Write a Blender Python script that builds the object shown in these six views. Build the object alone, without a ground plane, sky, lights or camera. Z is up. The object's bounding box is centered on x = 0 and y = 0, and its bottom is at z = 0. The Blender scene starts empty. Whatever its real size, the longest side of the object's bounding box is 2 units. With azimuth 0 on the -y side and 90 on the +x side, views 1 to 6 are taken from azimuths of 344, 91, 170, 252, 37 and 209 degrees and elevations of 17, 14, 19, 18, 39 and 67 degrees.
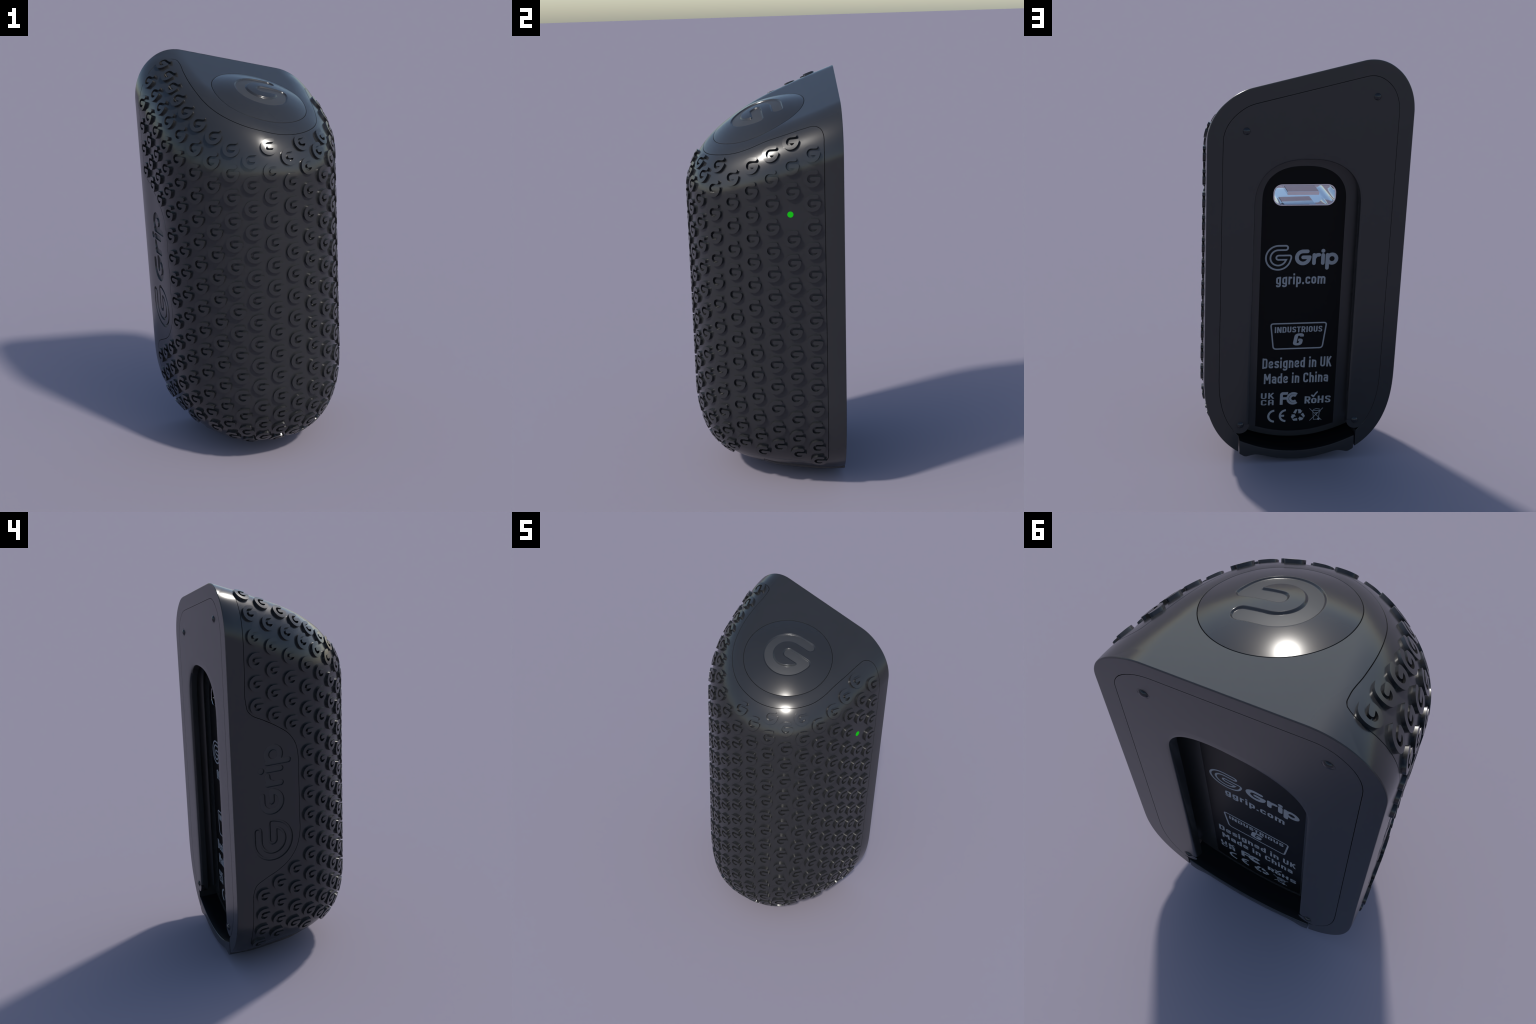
# Handheld charger pod: a D-section body with a slanted domed top, a rubber grip
# cover studded with raised G-shaped pads, a round button, a rear charging dock
# with printed label, four dome screws and a bottom flap.
import bpy, bmesh, math
import numpy as np
from mathutils import Matrix, Vector
from mathutils.geometry import tessellate_polygon

YB = 0.368            # back plane
YR = 0.3645           # where the side wall starts to round into the back plane
PAD_H = 0.0125        # height of the raised grip pads

# ------------------------------------------------------------------ body form
# Horizontal section: a D drawn in polar form about a point inside the body, by
# control radii every 20 degrees (0 = straight to the front, + = right side).
# The lower end is the same kind of curve turned downwards; the top is a tilted
# plane, blended into the walls by a fillet whose radius varies over the body.
YO = 0.10
TH = np.radians([-125, -100, -80, -60, -40, -20, 0, 20, 40, 60, 80, 100, 125.0])
RAD = np.array([0.5703, 0.4612, 0.4395, 0.4408, 0.4436, 0.4562, 0.4648, 0.4692, 0.4680, 0.4452, 0.4426, 0.4640, 0.5661])
TB = np.radians([0, 20, 40, 60, 80, 100, 125.0])
RAD_LOW = np.array([0.4648, 0.4845, 0.5010, 0.4760, 0.4555, 0.4735, 0.5560])
ZB, KB, MB = 0.5042, 0.9287, 2.549
Z0, AX, AXT, P1, P2 = 1.9415, 0.2540, 0.0100, 0.3689, 0.0050
FR0, FRX, FRT, FRL = 0.2160, -0.0933, -0.0500, 0.4300


def spline(xk, yk):
    """Natural cubic spline through control values."""
    n = len(xk)
    h = np.diff(xk)
    A, B = np.eye(n), np.zeros(n)
    for i in range(1, n - 1):
        A[i, i - 1:i + 2] = h[i - 1], 2 * (h[i - 1] + h[i]), h[i]
        B[i] = 6 * ((yk[i + 1] - yk[i]) / h[i] - (yk[i] - yk[i - 1]) / h[i - 1])
    m = np.linalg.solve(A, B)

    def at(x):
        x = np.clip(x, xk[0], xk[-1])
        i = np.clip(np.searchsorted(xk, x) - 1, 0, n - 2)
        w = xk[i + 1] - xk[i]
        a = (xk[i + 1] - x) / w
        b = 1 - a
        return a * yk[i] + b * yk[i + 1] + ((a ** 3 - a) * m[i] + (b ** 3 - b) * m[i + 1]) * w * w / 6
    return at


section, section_low = spline(TH, RAD), spline(TB, RAD_LOW)


def form(p):
    x, y, z = p[..., 0], p[..., 1], p[..., 2]
    low = np.clip(ZB - z, 0, None) * KB
    across = (np.abs(x) ** MB + low ** MB) ** (1 / MB) + 1e-9
    s = x / across
    th = np.arctan2(across, YO - y)
    back = np.where(th > TH[-1], math.sin(TH[-1]) / np.maximum(np.sin(th), 1e-3), 1.0)   # straight sides behind
    right, left = section(th), section(-th)
    rho = s * s * (left + (right - left) * (1 + s) / 2) + (1 - s * s) * section_low(th)
    rho = rho * back
    a = (np.hypot(across, y - YO) / rho - 1) * 0.46
    t = np.clip(0.366 - y, 0, None)
    b = (z - (Z0 - (AX + AXT * t) * x - P1 * t - P2 * t * t)) / np.sqrt(1 + AX ** 2 + (P1 + 2 * P2 * t) ** 2)
    r = FR0 + FRX * x + FRT * t + FRL * np.sqrt(np.clip(-x, 0, None) ** 2 + 0.0025) * np.sqrt(t * t + 0.0025)
    r = np.clip(r, 0.02, 0.6)
    return np.minimum(np.maximum(a, b), -r) + np.sqrt(np.clip(a + r, 0, None) ** 2 + np.clip(b + r, 0, None) ** 2)


def gradient(p):
    h = 2e-4
    g = np.zeros(p.shape)
    for i in range(3):
        s = np.zeros(3)
        s[i] = h
        g[..., i] = (form(p + s) - form(p - s)) / (2 * h)
    return g


def normal(p):
    g = gradient(p)
    return g / np.maximum(np.linalg.norm(g, axis=-1, keepdims=True), 1e-9)


def settle(p, steps=12):
    p = np.array(p, float)
    for _ in range(steps):
        g = gradient(p)
        p = p - g * (form(p) / np.maximum((g * g).sum(-1), 1e-9))[..., None]
    return p


def cast(o, d, far=1.6, f=None):
    f = f or form
    lo = np.zeros(len(o))
    hi = np.full(len(o), far)
    for _ in range(40):
        m = (lo + hi) / 2
        inside = f(o + d * m[:, None]) < 0
        lo = np.where(inside, m, lo)
        hi = np.where(inside, hi, m)
    return o + d * hi[:, None]


# ------------------------------------------------------------ flat glyph shapes
def arc(cx, cy, r, a0, a1, n):
    a = np.radians(np.linspace(a0, a1, n))
    return [(cx + r * math.cos(v), cy + r * math.sin(v)) for v in a]


def g_shape(q=1.0):
    """Closed outline of the letter mark, outer circle radius 1."""
    k = lambda n: max(3, int(n * q))
    p = []
    p += arc(0.53, 0.77, 0.23, 90, -90, k(10))
    p += arc(0, 0, 0.54, 90, 360 - 24, k(30))
    p += arc(0.01, 0.01, 0.23, 270, 90, k(10))
    p += arc(0.84, 0.05, 0.19, 90, 0, k(6))
    p += [(1.025, -0.06), (0.995, -0.17)]
    p += arc(0, 0, 1.0, -16, -270, k(40))
    return np.array(p)


def inset(poly, d):
    """Offset a closed outline towards its inside (orientation independent)."""
    p = np.asarray(poly)
    keep = [0]
    for i in range(1, len(p)):
        if np.hypot(*(p[i] - p[keep[-1]])) > 1e-5:
            keep.append(i)
    if np.hypot(*(p[keep[-1]] - p[0])) < 1e-5:
        keep.pop()
    p = p[keep]
    a = np.roll(p, 1, 0)
    b = np.roll(p, -1, 0)
    area = 0.5 * np.sum(p[:, 0] * b[:, 1] - b[:, 0] * p[:, 1])
    t1 = (p - a) / np.linalg.norm(p - a, axis=1, keepdims=True)
    t2 = (b - p) / np.linalg.norm(b - p, axis=1, keepdims=True)
    s = 1.0 if area > 0 else -1.0
    n1 = np.stack([-t1[:, 1], t1[:, 0]], 1) * s
    n2 = np.stack([-t2[:, 1], t2[:, 0]], 1) * s
    m = n1 + n2
    m /= np.maximum(np.linalg.norm(m, axis=1, keepdims=True), 1e-6)
    c = np.clip((m * n1).sum(1, keepdims=True), 0.45, 1)
    return p + m * d / c


def poly_distance(q, poly):
    """Signed distance of points q (n,2) to a closed outline; positive inside."""
    best = np.full(len(q), 1e9)
    odd = np.zeros(len(q), bool)
    p = np.asarray(poly)
    for a, b in zip(p, np.roll(p, -1, 0)):
        d = b - a
        l = (d * d).sum()
        if l < 1e-14:
            continue
        t = np.clip(((q - a) @ d) / l, 0, 1)
        best = np.minimum(best, np.hypot(*(q - a - t[:, None] * d).T))
        c = (a[1] > q[:, 1]) != (b[1] > q[:, 1])
        if c.any():
            xs = a[0] + (q[:, 1] - a[1]) * d[0] / (d[1] if abs(d[1]) > 1e-12 else 1e-12)
            odd ^= c & (q[:, 0] < xs)
    return np.where(odd, best, -best)


def stroke_distance(q, path, half):
    best = np.full(len(q), 1e9)
    for a, b in zip(path[:-1], path[1:]):
        a, b = np.array(a, float), np.array(b, float)
        d = b - a
        t = np.clip(((q - a) @ d) / max((d * d).sum(), 1e-12), 0, 1)
        best = np.minimum(best, np.hypot(*(q - a - t[:, None] * d).T))
    return half - best


# the word mark, in units of the small letter's radius (origin at its centre)
MARK_R, MARK_X, MARK_LINE = 1.63, -3.04, 0.20
LETTER_HALF = 0.225
STEM_R = [(1.37, 0.30), (1.37, -0.77)]
ARM_R = [(1.37, -0.05)] + arc(1.87, -0.12, 0.42, 165, 82, 8) + [(1.98, 0.30)]
STEM_I = [(2.47, 0.28), (2.47, -0.77)]
STEM_P = [(3.02, 0.28), (3.02, -1.41)]
DOT_I = (2.47, 0.80, 0.245)
BOWL_P = (3.60, -0.22, 0.55)


def word_mark_distance(q):
    g = g_shape()
    big = poly_distance(q, g * MARK_R + [MARK_X, 0])
    line = MARK_LINE / 2 - np.abs(big - MARK_LINE / 2)
    out = np.maximum(line, poly_distance(q, g))
    for s in (STEM_R, ARM_R, STEM_I, STEM_P):
        out = np.maximum(out, stroke_distance(q, s, LETTER_HALF))
    out = np.maximum(out, DOT_I[2] - np.hypot(q[:, 0] - DOT_I[0], q[:, 1] - DOT_I[1]))
    ring = np.abs(np.hypot(q[:, 0] - BOWL_P[0], q[:, 1] - BOWL_P[1]) - BOWL_P[2])
    return np.maximum(out, LETTER_HALF - ring)


# ------------------------------------------------------------------- materials
def plastic(name, colour, rough, grain=0.0, spec=0.5, speck=0.0):
    m = bpy.data.materials.new(name)
    m.use_nodes = True
    nt = m.node_tree
    bs = nt.nodes["Principled BSDF"]
    bs.inputs["Base Color"].default_value = (*colour, 1)
    bs.inputs["Roughness"].default_value = rough
    bs.inputs["Specular IOR Level"].default_value = spec
    tc = nt.nodes.new("ShaderNodeTexCoord")
    nz = nt.nodes.new("ShaderNodeTexNoise")
    nz.inputs["Scale"].default_value = 9.0
    nz.inputs["Detail"].default_value = 4.0
    nt.links.new(tc.outputs["Object"], nz.inputs["Vector"])
    mr = nt.nodes.new("ShaderNodeMapRange")
    mr.inputs["To Min"].default_value = rough * 0.96
    mr.inputs["To Max"].default_value = rough * 1.04
    nt.links.new(nz.outputs["Fac"], mr.inputs["Value"])
    nt.links.new(mr.outputs["Result"], bs.inputs["Roughness"])
    mx = nt.nodes.new("ShaderNodeMix")
    mx.data_type = "RGBA"
    mx.inputs[6].default_value = (*[c * 0.96 for c in colour], 1)
    mx.inputs[7].default_value = (*[c * 1.04 for c in colour], 1)
    nt.links.new(nz.outputs["Fac"], mx.inputs[0])
    nt.links.new(mx.outputs[2], bs.inputs["Base Color"])
    if grain:
        fine = nt.nodes.new("ShaderNodeTexNoise")
        fine.inputs["Scale"].default_value = 420.0
        bp = nt.nodes.new("ShaderNodeBump")
        bp.inputs["Strength"].default_value = grain
        bp.inputs["Distance"].default_value = 0.001
        nt.links.new(tc.outputs["Object"], fine.inputs["Vector"])
        nt.links.new(fine.outputs["Fac"], bp.inputs["Height"])
        nt.links.new(bp.outputs["Normal"], bs.inputs["Normal"])
    return m


MAT_SHELL = plastic("satin_black_plastic", (0.020, 0.0203, 0.0215), 0.22)
MAT_GRIP = plastic("black_grip_rubber", (0.020, 0.0203, 0.0215), 0.22)
MAT_BACK = plastic("rear_black_plastic", (0.021, 0.0208, 0.0215), 0.26)
MAT_MARK = plastic("recessed_matte_mark", (0.032, 0.0325, 0.034), 0.48)
MAT_SIDE = plastic("engraved_matte_mark", (0.024, 0.0245, 0.026), 0.38)
MAT_DARK = plastic("inner_black_plastic", (0.010, 0.0102, 0.011), 0.4)
MAT_LABEL = plastic("label_black", (0.0040, 0.0042, 0.0048), 0.36, spec=0.10)
MAT_INK = plastic("label_grey_ink", (0.27, 0.28, 0.30), 0.5, spec=0.2)
MAT_FLAP_INNER = plastic("flap_inner_black", (0.004, 0.0042, 0.005), 0.5, spec=0.12)
MAT_SCREW = plastic("black_oxide_screw", (0.020, 0.021, 0.024), 0.12)
MAT_SCREW.node_tree.nodes["Principled BSDF"].inputs["Metallic"].default_value = 0.3
MAT_CHROME = plastic("polished_steel", (0.80, 0.80, 0.82), 0.05)
MAT_CHROME.node_tree.nodes["Principled BSDF"].inputs["Metallic"].default_value = 1.0
MAT_LED = plastic("green_indicator", (0.01, 0.42, 0.012), 0.5)
_b = MAT_LED.node_tree.nodes["Principled BSDF"]
_b.inputs["Emission Color"].default_value = (0.010, 0.42, 0.012, 1)
_b.inputs["Emission Strength"].default_value = 1.0
_b.inputs["Base Color"].default_value = (0.0, 0.02, 0.0, 1)
for l in list(_b.inputs["Base Color"].links):
    MAT_LED.node_tree.links.remove(l)
_b.inputs["Specular IOR Level"].default_value = 0.0

# -------------------------------------------------------------------- hierarchy
root = bpy.data.objects.new("handheld_charger_pod", None)
bpy.context.collection.objects.link(root)
root["label"] = "black handheld charger pod covered in raised G-shaped grip pads"
root["category"] = "electronic device"


def link(name, mesh, mat, parent=None):
    ob = bpy.data.objects.new(name, mesh)
    bpy.context.collection.objects.link(ob)
    ob.parent = parent or root
    if mat is not None and not mesh.materials:
        mesh.materials.append(mat)
    return ob


def mesh_from(name, verts, faces, smooth=None, loop_normals=None):
    me = bpy.data.meshes.new(name)
    me.from_pydata([tuple(map(float, v)) for v in verts], [], [tuple(map(int, f)) for f in faces])
    if smooth is not None:
        me.polygons.foreach_set("use_smooth", np.asarray(smooth, bool))
    me.update()
    if loop_normals is not None:
        me.normals_split_custom_set([tuple(v) for v in loop_normals.tolist()])
    return me


def auto_smooth(me, deg=35):
    bm = bmesh.new()
    bm.from_mesh(me)
    lim = math.radians(deg)
    for f in bm.faces:
        f.smooth = True
    for e in bm.edges:
        e.smooth = len(e.link_faces) == 2 and e.calc_face_angle(0) < lim
    bm.to_mesh(me)
    bm.free()


# ------------------------------------------------- triangle meshes with fields
class Sheet:
    """Triangles carrying scalar fields, that can be cut along a field's level."""

    def __init__(s, v, t, f):
        s.v, s.t, s.f = v, t, f

    def cut(s, key, level):
        phi = s.f[key] - level
        phi = np.where(np.abs(phi) < 2e-5, 2e-5, phi)
        pos = phi[s.t] > 0
        k = pos.sum(1)
        mixed = (k == 1) | (k == 2)
        T, M = s.t[mixed], pos[mixed]
        odd = np.where((M.sum(1) == 1)[:, None], M, ~M)
        i = odd.argmax(1)
        r = np.arange(len(T))
        a, b, c = T[r, i], T[r, (i + 1) % 3], T[r, (i + 2) % 3]
        e = np.concatenate([np.sort(np.stack([a, b], 1), 1), np.sort(np.stack([a, c], 1), 1)])
        u, inv = np.unique(e, axis=0, return_inverse=True)
        inv = inv.reshape(-1)
        w = phi[u[:, 0]] / (phi[u[:, 0]] - phi[u[:, 1]])
        base = len(s.v)
        nv = s.v[u[:, 0]] * (1 - w)[:, None] + s.v[u[:, 1]] * w[:, None]
        for q in s.f:
            x = s.f[q][u[:, 0]] * (1 - w) + s.f[q][u[:, 1]] * w
            s.f[q] = np.concatenate([s.f[q], np.full(len(x), level) if q == key else x])
        s.v = np.concatenate([s.v, nv])
        ab, ac = base + inv[:len(T)], base + inv[len(T):]
        s.t = np.concatenate([s.t[~mixed], np.stack([a, ab, ac], 1), np.stack([ab, b, c], 1), np.stack([ab, c, ac], 1)])

    def mid(s, key):
        return s.f[key][s.t].mean(1)

    def drop(s, gone):
        s.t = s.t[~gone]


def sheet_mesh(name, v, t, n, wall):
    """Mesh with per-corner normals n[vertex] except on wall triangles (flat)."""
    used = np.unique(t)
    mp = np.full(len(v), -1)
    mp[used] = np.arange(len(used))
    tri = mp[t]
    ln = n[t].reshape(-1, 3).copy()
    a, b, c = v[t[:, 0]], v[t[:, 1]], v[t[:, 2]]
    fn = np.cross(b - a, c - a)
    fn /= np.maximum(np.linalg.norm(fn, axis=1, keepdims=True), 1e-12)
    wl = np.repeat(wall, 3)
    ln[wl] = np.repeat(fn[wall], 3, axis=0)
    return mesh_from(name, v[used], tri, np.ones(len(tri), bool), ln)


# ------------------------------------------------------------------ grip seam
def mirror(pts):
    return [(-x, y, z) for x, y, z in reversed(pts)]


TOP_SEAM = [(-.275, .249, 1.961), (-.268, .218, 1.947), (-.268, .130, 1.907), (-.263, .040, 1.866), (-.251, -.031, 1.830),
            (-.231, -.095, 1.791), (-.199, -.153, 1.754), (-.130, -.224, 1.708), (-.069, -.258, 1.680),
            (-.002, -.276, 1.658), (.065, -.278, 1.640), (.145, -.259, 1.630), (.224, -.214, 1.631),
            (.270, -.169, 1.637), (.305, -.112, 1.647), (.328, -.048, 1.669), (.341, .022, 1.699), (.357, .120, 1.731),
            (.369, .200, 1.758), (.377, .238, 1.768), (.388, .256, 1.767), (.405, .273, 1.756), (.425, .282, 1.734)]
RIGHT_SEAM = [(.450, .282, 1.69), (.464, .282, 1.64), (.468, .281, 1.50), (.468, .281, 1.2), (.468, .281, .9),
              (.468, .281, .6), (.464, .281, .42), (.450, .281, .31), (.431, .281, .244)]
BOTTOM_SEAM = [(.400, .281, .178), (.386, .279, .156), (.374, .271, .141), (.364, .252, .131), (.350, .190, .126),
               (.346, .104, .134), (.323, -.013, .142), (.274, -.105, .136), (.190, -.165, .115), (.095, -.190, .100)]
LEFT_NOTCH = [(-.464, .281, .42), (-.467, .279, .468), (-.465, .262, .513), (-.459, .215, .540), (-.449, .140, .572),
              (-.440, .073, .618), (-.432, .031, .677), (-.428, .012, .745), (-.428, .010, .85), (-.428, .010, 1.05),
              (-.428, .010, 1.150), (-.431, .025, 1.225), (-.436, .060, 1.278), (-.445, .118, 1.322),
              (-.457, .205, 1.372), (-.463, .249, 1.395), (-.466, .272, 1.420), (-.467, .281, 1.46), (-.467, .281, 1.6),
              (-.467, .281, 1.72), (-.459, .281, 1.787), (-.438, .280, 1.850), (-.415, .280, 1.890), (-.381, .280, 1.929),
              (-.348, .280, 1.952), (-.305, .270, 1.963)]
SEAM = TOP_SEAM + RIGHT_SEAM + BOTTOM_SEAM + [(0, -.198, .096)] + mirror(BOTTOM_SEAM) + mirror(RIGHT_SEAM[-2:]) + LEFT_NOTCH


def smooth_loop(pts, per=7):
    p = np.array(pts, float)
    out = []
    for i in range(len(p)):
        a, b, c, d = p[i - 1], p[i], p[(i + 1) % len(p)], p[(i + 2) % len(p)]
        l0, l1, l2 = (max(np.linalg.norm(v) ** 0.5, 1e-4) for v in (b - a, c - b, d - c))
        m1 = ((b - a) / l0 ** 2 - (c - a) / (l0 ** 2 + l1 ** 2) + (c - b) / l1 ** 2) * l1 ** 2
        m2 = ((c - b) / l1 ** 2 - (d - b) / (l1 ** 2 + l2 ** 2) + (d - c) / l2 ** 2) * l1 ** 2
        for k in range(per):
            t = k / per
            out.append((2 * t ** 3 - 3 * t * t + 1) * b + (t ** 3 - 2 * t * t + t) * m1 + (3 * t * t - 2 * t ** 3) * c + (t ** 3 - t * t) * m2)
    return np.array(out)


seam = settle(smooth_loop(settle(SEAM)))


def flatten(p):
    """Central projection from behind the body: one-to-one for its whole skin."""
    k = 0.9 - p[:, 1]
    return np.stack([p[:, 0] / k, (p[:, 2] - 0.9) / k], 1)


def seam_distance(p, reach=0.12):
    """Distance to the seam in space, positive on the grip side."""
    out = np.full(len(p), 1e9)
    a = seam
    b = np.roll(seam, -1, 0)
    for i in range(len(a)):
        near = np.where(((p - a[i]) ** 2).sum(1) < (reach + 0.06) ** 2)[0]
        if not len(near):
            continue
        d = b[i] - a[i]
        q = p[near] - a[i]
        t = np.clip((q @ d) / max((d * d).sum(), 1e-12), 0, 1)
        out[near] = np.minimum(out[near], np.linalg.norm(q - t[:, None] * d, axis=1))
    out = np.minimum(out, reach)
    return out * np.sign(poly_distance(flatten(p), flatten(seam)))


# -------------------------------------------------------------- button geometry
BN = np.array([0.2578, -0.3733, 1.0])
BN /= np.linalg.norm(BN)
BX = np.array([1.0, 0, 0]) - BN[0] * BN
BX /= np.linalg.norm(BX)
BY = np.cross(BN, BX)
BC = np.array([0.0619, -0.0132, 1.7840])
BR = 0.2358
DOME = 0.040


def button_plane(p):
    q = p - BC
    return np.stack([q @ BX, q @ BY], 1)


# --------------------------------------------------------------------- the skin
def build_skin():
    nt = 400
    ang = np.linspace(0, 2 * math.pi, nt, endpoint=False)
    z0, z1, y0 = 0.55, 1.38, 0.06
    rows = []
    for f in np.linspace(-math.pi / 2, 0, 84)[1:-1]:
        rows.append((z0, f))
    for z in np.linspace(z0, z1, 104):
        rows.append((z, 0.0))
    for f in np.linspace(0, math.pi / 2, 84)[1:-1]:
        rows.append((z1, f))
    rows = np.array(rows)
    m = len(rows)
    o = np.zeros((m, nt, 3))
    d = np.zeros((m, nt, 3))
    o[..., 1] = y0
    o[..., 2] = rows[:, 0][:, None]
    d[..., 0] = np.cos(rows[:, 1])[:, None] * np.sin(ang)
    d[..., 1] = -np.cos(rows[:, 1])[:, None] * np.cos(ang)
    d[..., 2] = np.sin(rows[:, 1])[:, None]
    o, d = o.reshape(-1, 3), d.reshape(-1, 3)
    o = np.concatenate([o, [[0, y0, z0], [0, y0, z1]]])
    d = np.concatenate([d, [[0, 0, -1], [0, 0, 1]]])
    body = lambda p: np.maximum(form(p), p[..., 1] - 0.43)
    v = cast(o, d, 1.2, body)
    i = np.arange(m - 1)[:, None] * nt
    j = np.arange(nt)[None, :]
    a, b = i + j, i + (j + 1) % nt
    c, e = b + nt, a + nt
    t = np.concatenate([np.stack([a, b, c], -1).reshape(-1, 3), np.stack([a, c, e], -1).reshape(-1, 3)])
    s, n = m * nt, m * nt + 1
    jj = np.arange(nt)
    low = np.stack([np.full(nt, s), (jj + 1) % nt, jj], 1)
    top = np.stack([np.full(nt, n), (m - 1) * nt + jj, (m - 1) * nt + (jj + 1) % nt], 1)
    t = np.concatenate([t, low, top])
    # make every triangle face outwards
    fn = np.cross(v[t[:, 1]] - v[t[:, 0]], v[t[:, 2]] - v[t[:, 0]])
    flip = (fn * (v[t].mean(1) - np.array([0, 0.1, 0.95]))).sum(1) < 0
    t[flip] = t[flip][:, ::-1]
    return v, t


LOGO_U, LOGO_Y, LOGO_Z = 0.0670, 0.160, 0.945   # side word mark: unit, position
SEAM_W, SEAM_D = 0.0016, 0.004
LOGO_W, LOGO_D = 0.0022, 0.006

v, t = build_skin()
sheet = Sheet(v, t, {"y": v[:, 1].copy()})
sheet.cut("y", YR)
sheet.drop(sheet.mid("y") > YR)
used = np.unique(sheet.t)
mp = np.zeros(len(sheet.v), int)
mp[used] = np.arange(len(used))
sheet.v, sheet.t = sheet.v[used], mp[sheet.t]
v = sheet.v
pb = button_plane(v)
slot = np.maximum(np.abs(v[:, 0]) - 0.2965, -0.035 - v[:, 1])
slot = np.where(v[:, 2] < 0.35, slot, 0.5)
mark = np.full(len(v), -1.0)
side = (v[:, 0] < -0.38) & (v[:, 2] > 0.58) & (v[:, 2] < 1.32)
q = np.stack([(v[side, 2] - LOGO_Z) / LOGO_U, (v[side, 1] - LOGO_Y) / LOGO_U], 1)
sheet.f = {"seam": seam_distance(v), "button": BR - np.hypot(pb[:, 0], pb[:, 1]), "slot": slot}
sheet.f["button"] = np.where(v[:, 2] > 1.3, sheet.f["button"], -1.0)
# refine the logo area so that the engraved letters are crisp
sheet.f["zone"] = np.where((v[:, 0] < -0.38) & (v[:, 1] > 0.035) & (v[:, 1] < 0.305) & (v[:, 2] > 0.62) & (v[:, 2] < 1.27), 1.0, -1.0)


def refine(sh, pick):
    """Split every edge of the picked triangles in half (1 to 4 triangles)."""
    hit = pick(sh)
    edges = np.sort(np.concatenate([sh.t[hit][:, [0, 1]], sh.t[hit][:, [1, 2]], sh.t[hit][:, [2, 0]]]), 1)
    u = np.unique(edges, axis=0)
    base = len(sh.v)
    key = {tuple(e): base + i for i, e in enumerate(u.tolist())}
    nv = settle((sh.v[u[:, 0]] + sh.v[u[:, 1]]) / 2, 4)
    sh.v = np.concatenate([sh.v, nv])
    for k in sh.f:
        sh.f[k] = np.concatenate([sh.f[k], (sh.f[k][u[:, 0]] + sh.f[k][u[:, 1]]) / 2])
    out = []
    touched = np.zeros(base, bool)
    touched[u.reshape(-1)] = True
    cand = touched[sh.t].sum(1) >= 2
    rest = sh.t[~cand]
    for a, b, c in sh.t[cand].tolist():
        m = [key.get((min(x, y), max(x, y))) for x, y in ((a, b), (b, c), (c, a))]
        k = sum(x is not None for x in m)
        if k == 0:
            out.append((a, b, c))
        elif k == 3:
            out += [(a, m[0], m[2]), (m[0], b, m[1]), (m[2], m[1], c), (m[0], m[1], m[2])]
        else:
            pts, mids = (a, b, c), m
            if k == 1:
                i = [x is not None for x in m].index(True)
                p, q_, r = pts[i], pts[(i + 1) % 3], pts[(i + 2) % 3]
                out += [(p, mids[i], r), (mids[i], q_, r)]
            else:
                i = [x is None for x in m].index(True)
                p, q_, r = pts[i], pts[(i + 1) % 3], pts[(i + 2) % 3]
                mq, mr_ = mids[(i + 1) % 3], mids[(i + 2) % 3]
                out += [(r, mr_, mq), (p, q_, mr_), (q_, mq, mr_)]
    sh.t = np.concatenate([rest, np.array(out, int).reshape(-1, 3)])


for _ in range(2):
    refine(sheet, lambda sh: sh.f["zone"][sh.t].min(1) > 0)
v = sheet.v
mark = np.full(len(v), -0.05)
side = sheet.f["zone"] > -0.5
q = np.stack([(v[side, 2] - LOGO_Z) / LOGO_U, (v[side, 1] - LOGO_Y) / LOGO_U], 1)
mark[side] = word_mark_distance(q) * LOGO_U
sheet.f["mark"] = mark
sheet.f["seam"] = np.where(np.abs(sheet.f["seam"]) < 0.1, sheet.f["seam"], sheet.f["seam"])

sheet.cut("slot", 0.0)
sheet.drop(sheet.mid("slot") < 0)
sheet.cut("button", 0.0)
sheet.drop(sheet.mid("button") > 0)
sheet.cut("button", -SEAM_W)
for lv in (-SEAM_W, 0.0, SEAM_W):
    sheet.cut("seam", lv)
sheet.cut("mark", 0.0)
sheet.cut("mark", LOGO_W)

n = normal(sheet.v)
fs, fb, fm = sheet.f["seam"], sheet.f["button"], sheet.f["mark"]
depth = SEAM_D * np.clip(1 - np.abs(fs) / SEAM_W, 0, 1)
depth = np.maximum(depth, SEAM_D * np.clip(1 + fb / SEAM_W, 0, 1))
depth = np.maximum(depth, LOGO_D * np.clip(fm / LOGO_W, 0, 1))
sv = sheet.v - n * depth[:, None]
ms, mb, mm = sheet.mid("seam"), sheet.mid("button"), sheet.mid("mark")
wall = (np.abs(ms) < SEAM_W) | (mb > -SEAM_W) | ((mm > 0) & (mm < LOGO_W))
is_grip = ms > 0

grip = link("grip_cover", sheet_mesh("grip_cover", sv, sheet.t[is_grip], n, wall[is_grip]), MAT_GRIP)

# ---------------------------------------------------------------- back outlines
a = np.linspace(0, 2 * math.pi, 720, endpoint=False) - math.pi / 2
o = np.tile([0.0, YR, 0.95], (len(a), 1))
dirs = np.stack([np.cos(a), np.zeros(len(a)), np.sin(a)], 1)
ring = cast(o, dirs, 1.4)[:, [0, 2]]           # outline where the wall ends


def resample(poly, n):
    p = np.vstack([poly, poly[:1]])
    s = np.r_[0, np.cumsum(np.hypot(*np.diff(p, axis=0).T))]
    q = np.linspace(0, s[-1], n, endpoint=False)
    return np.stack([np.interp(q, s, p[:, 0]), np.interp(q, s, p[:, 1])], 1)


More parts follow.
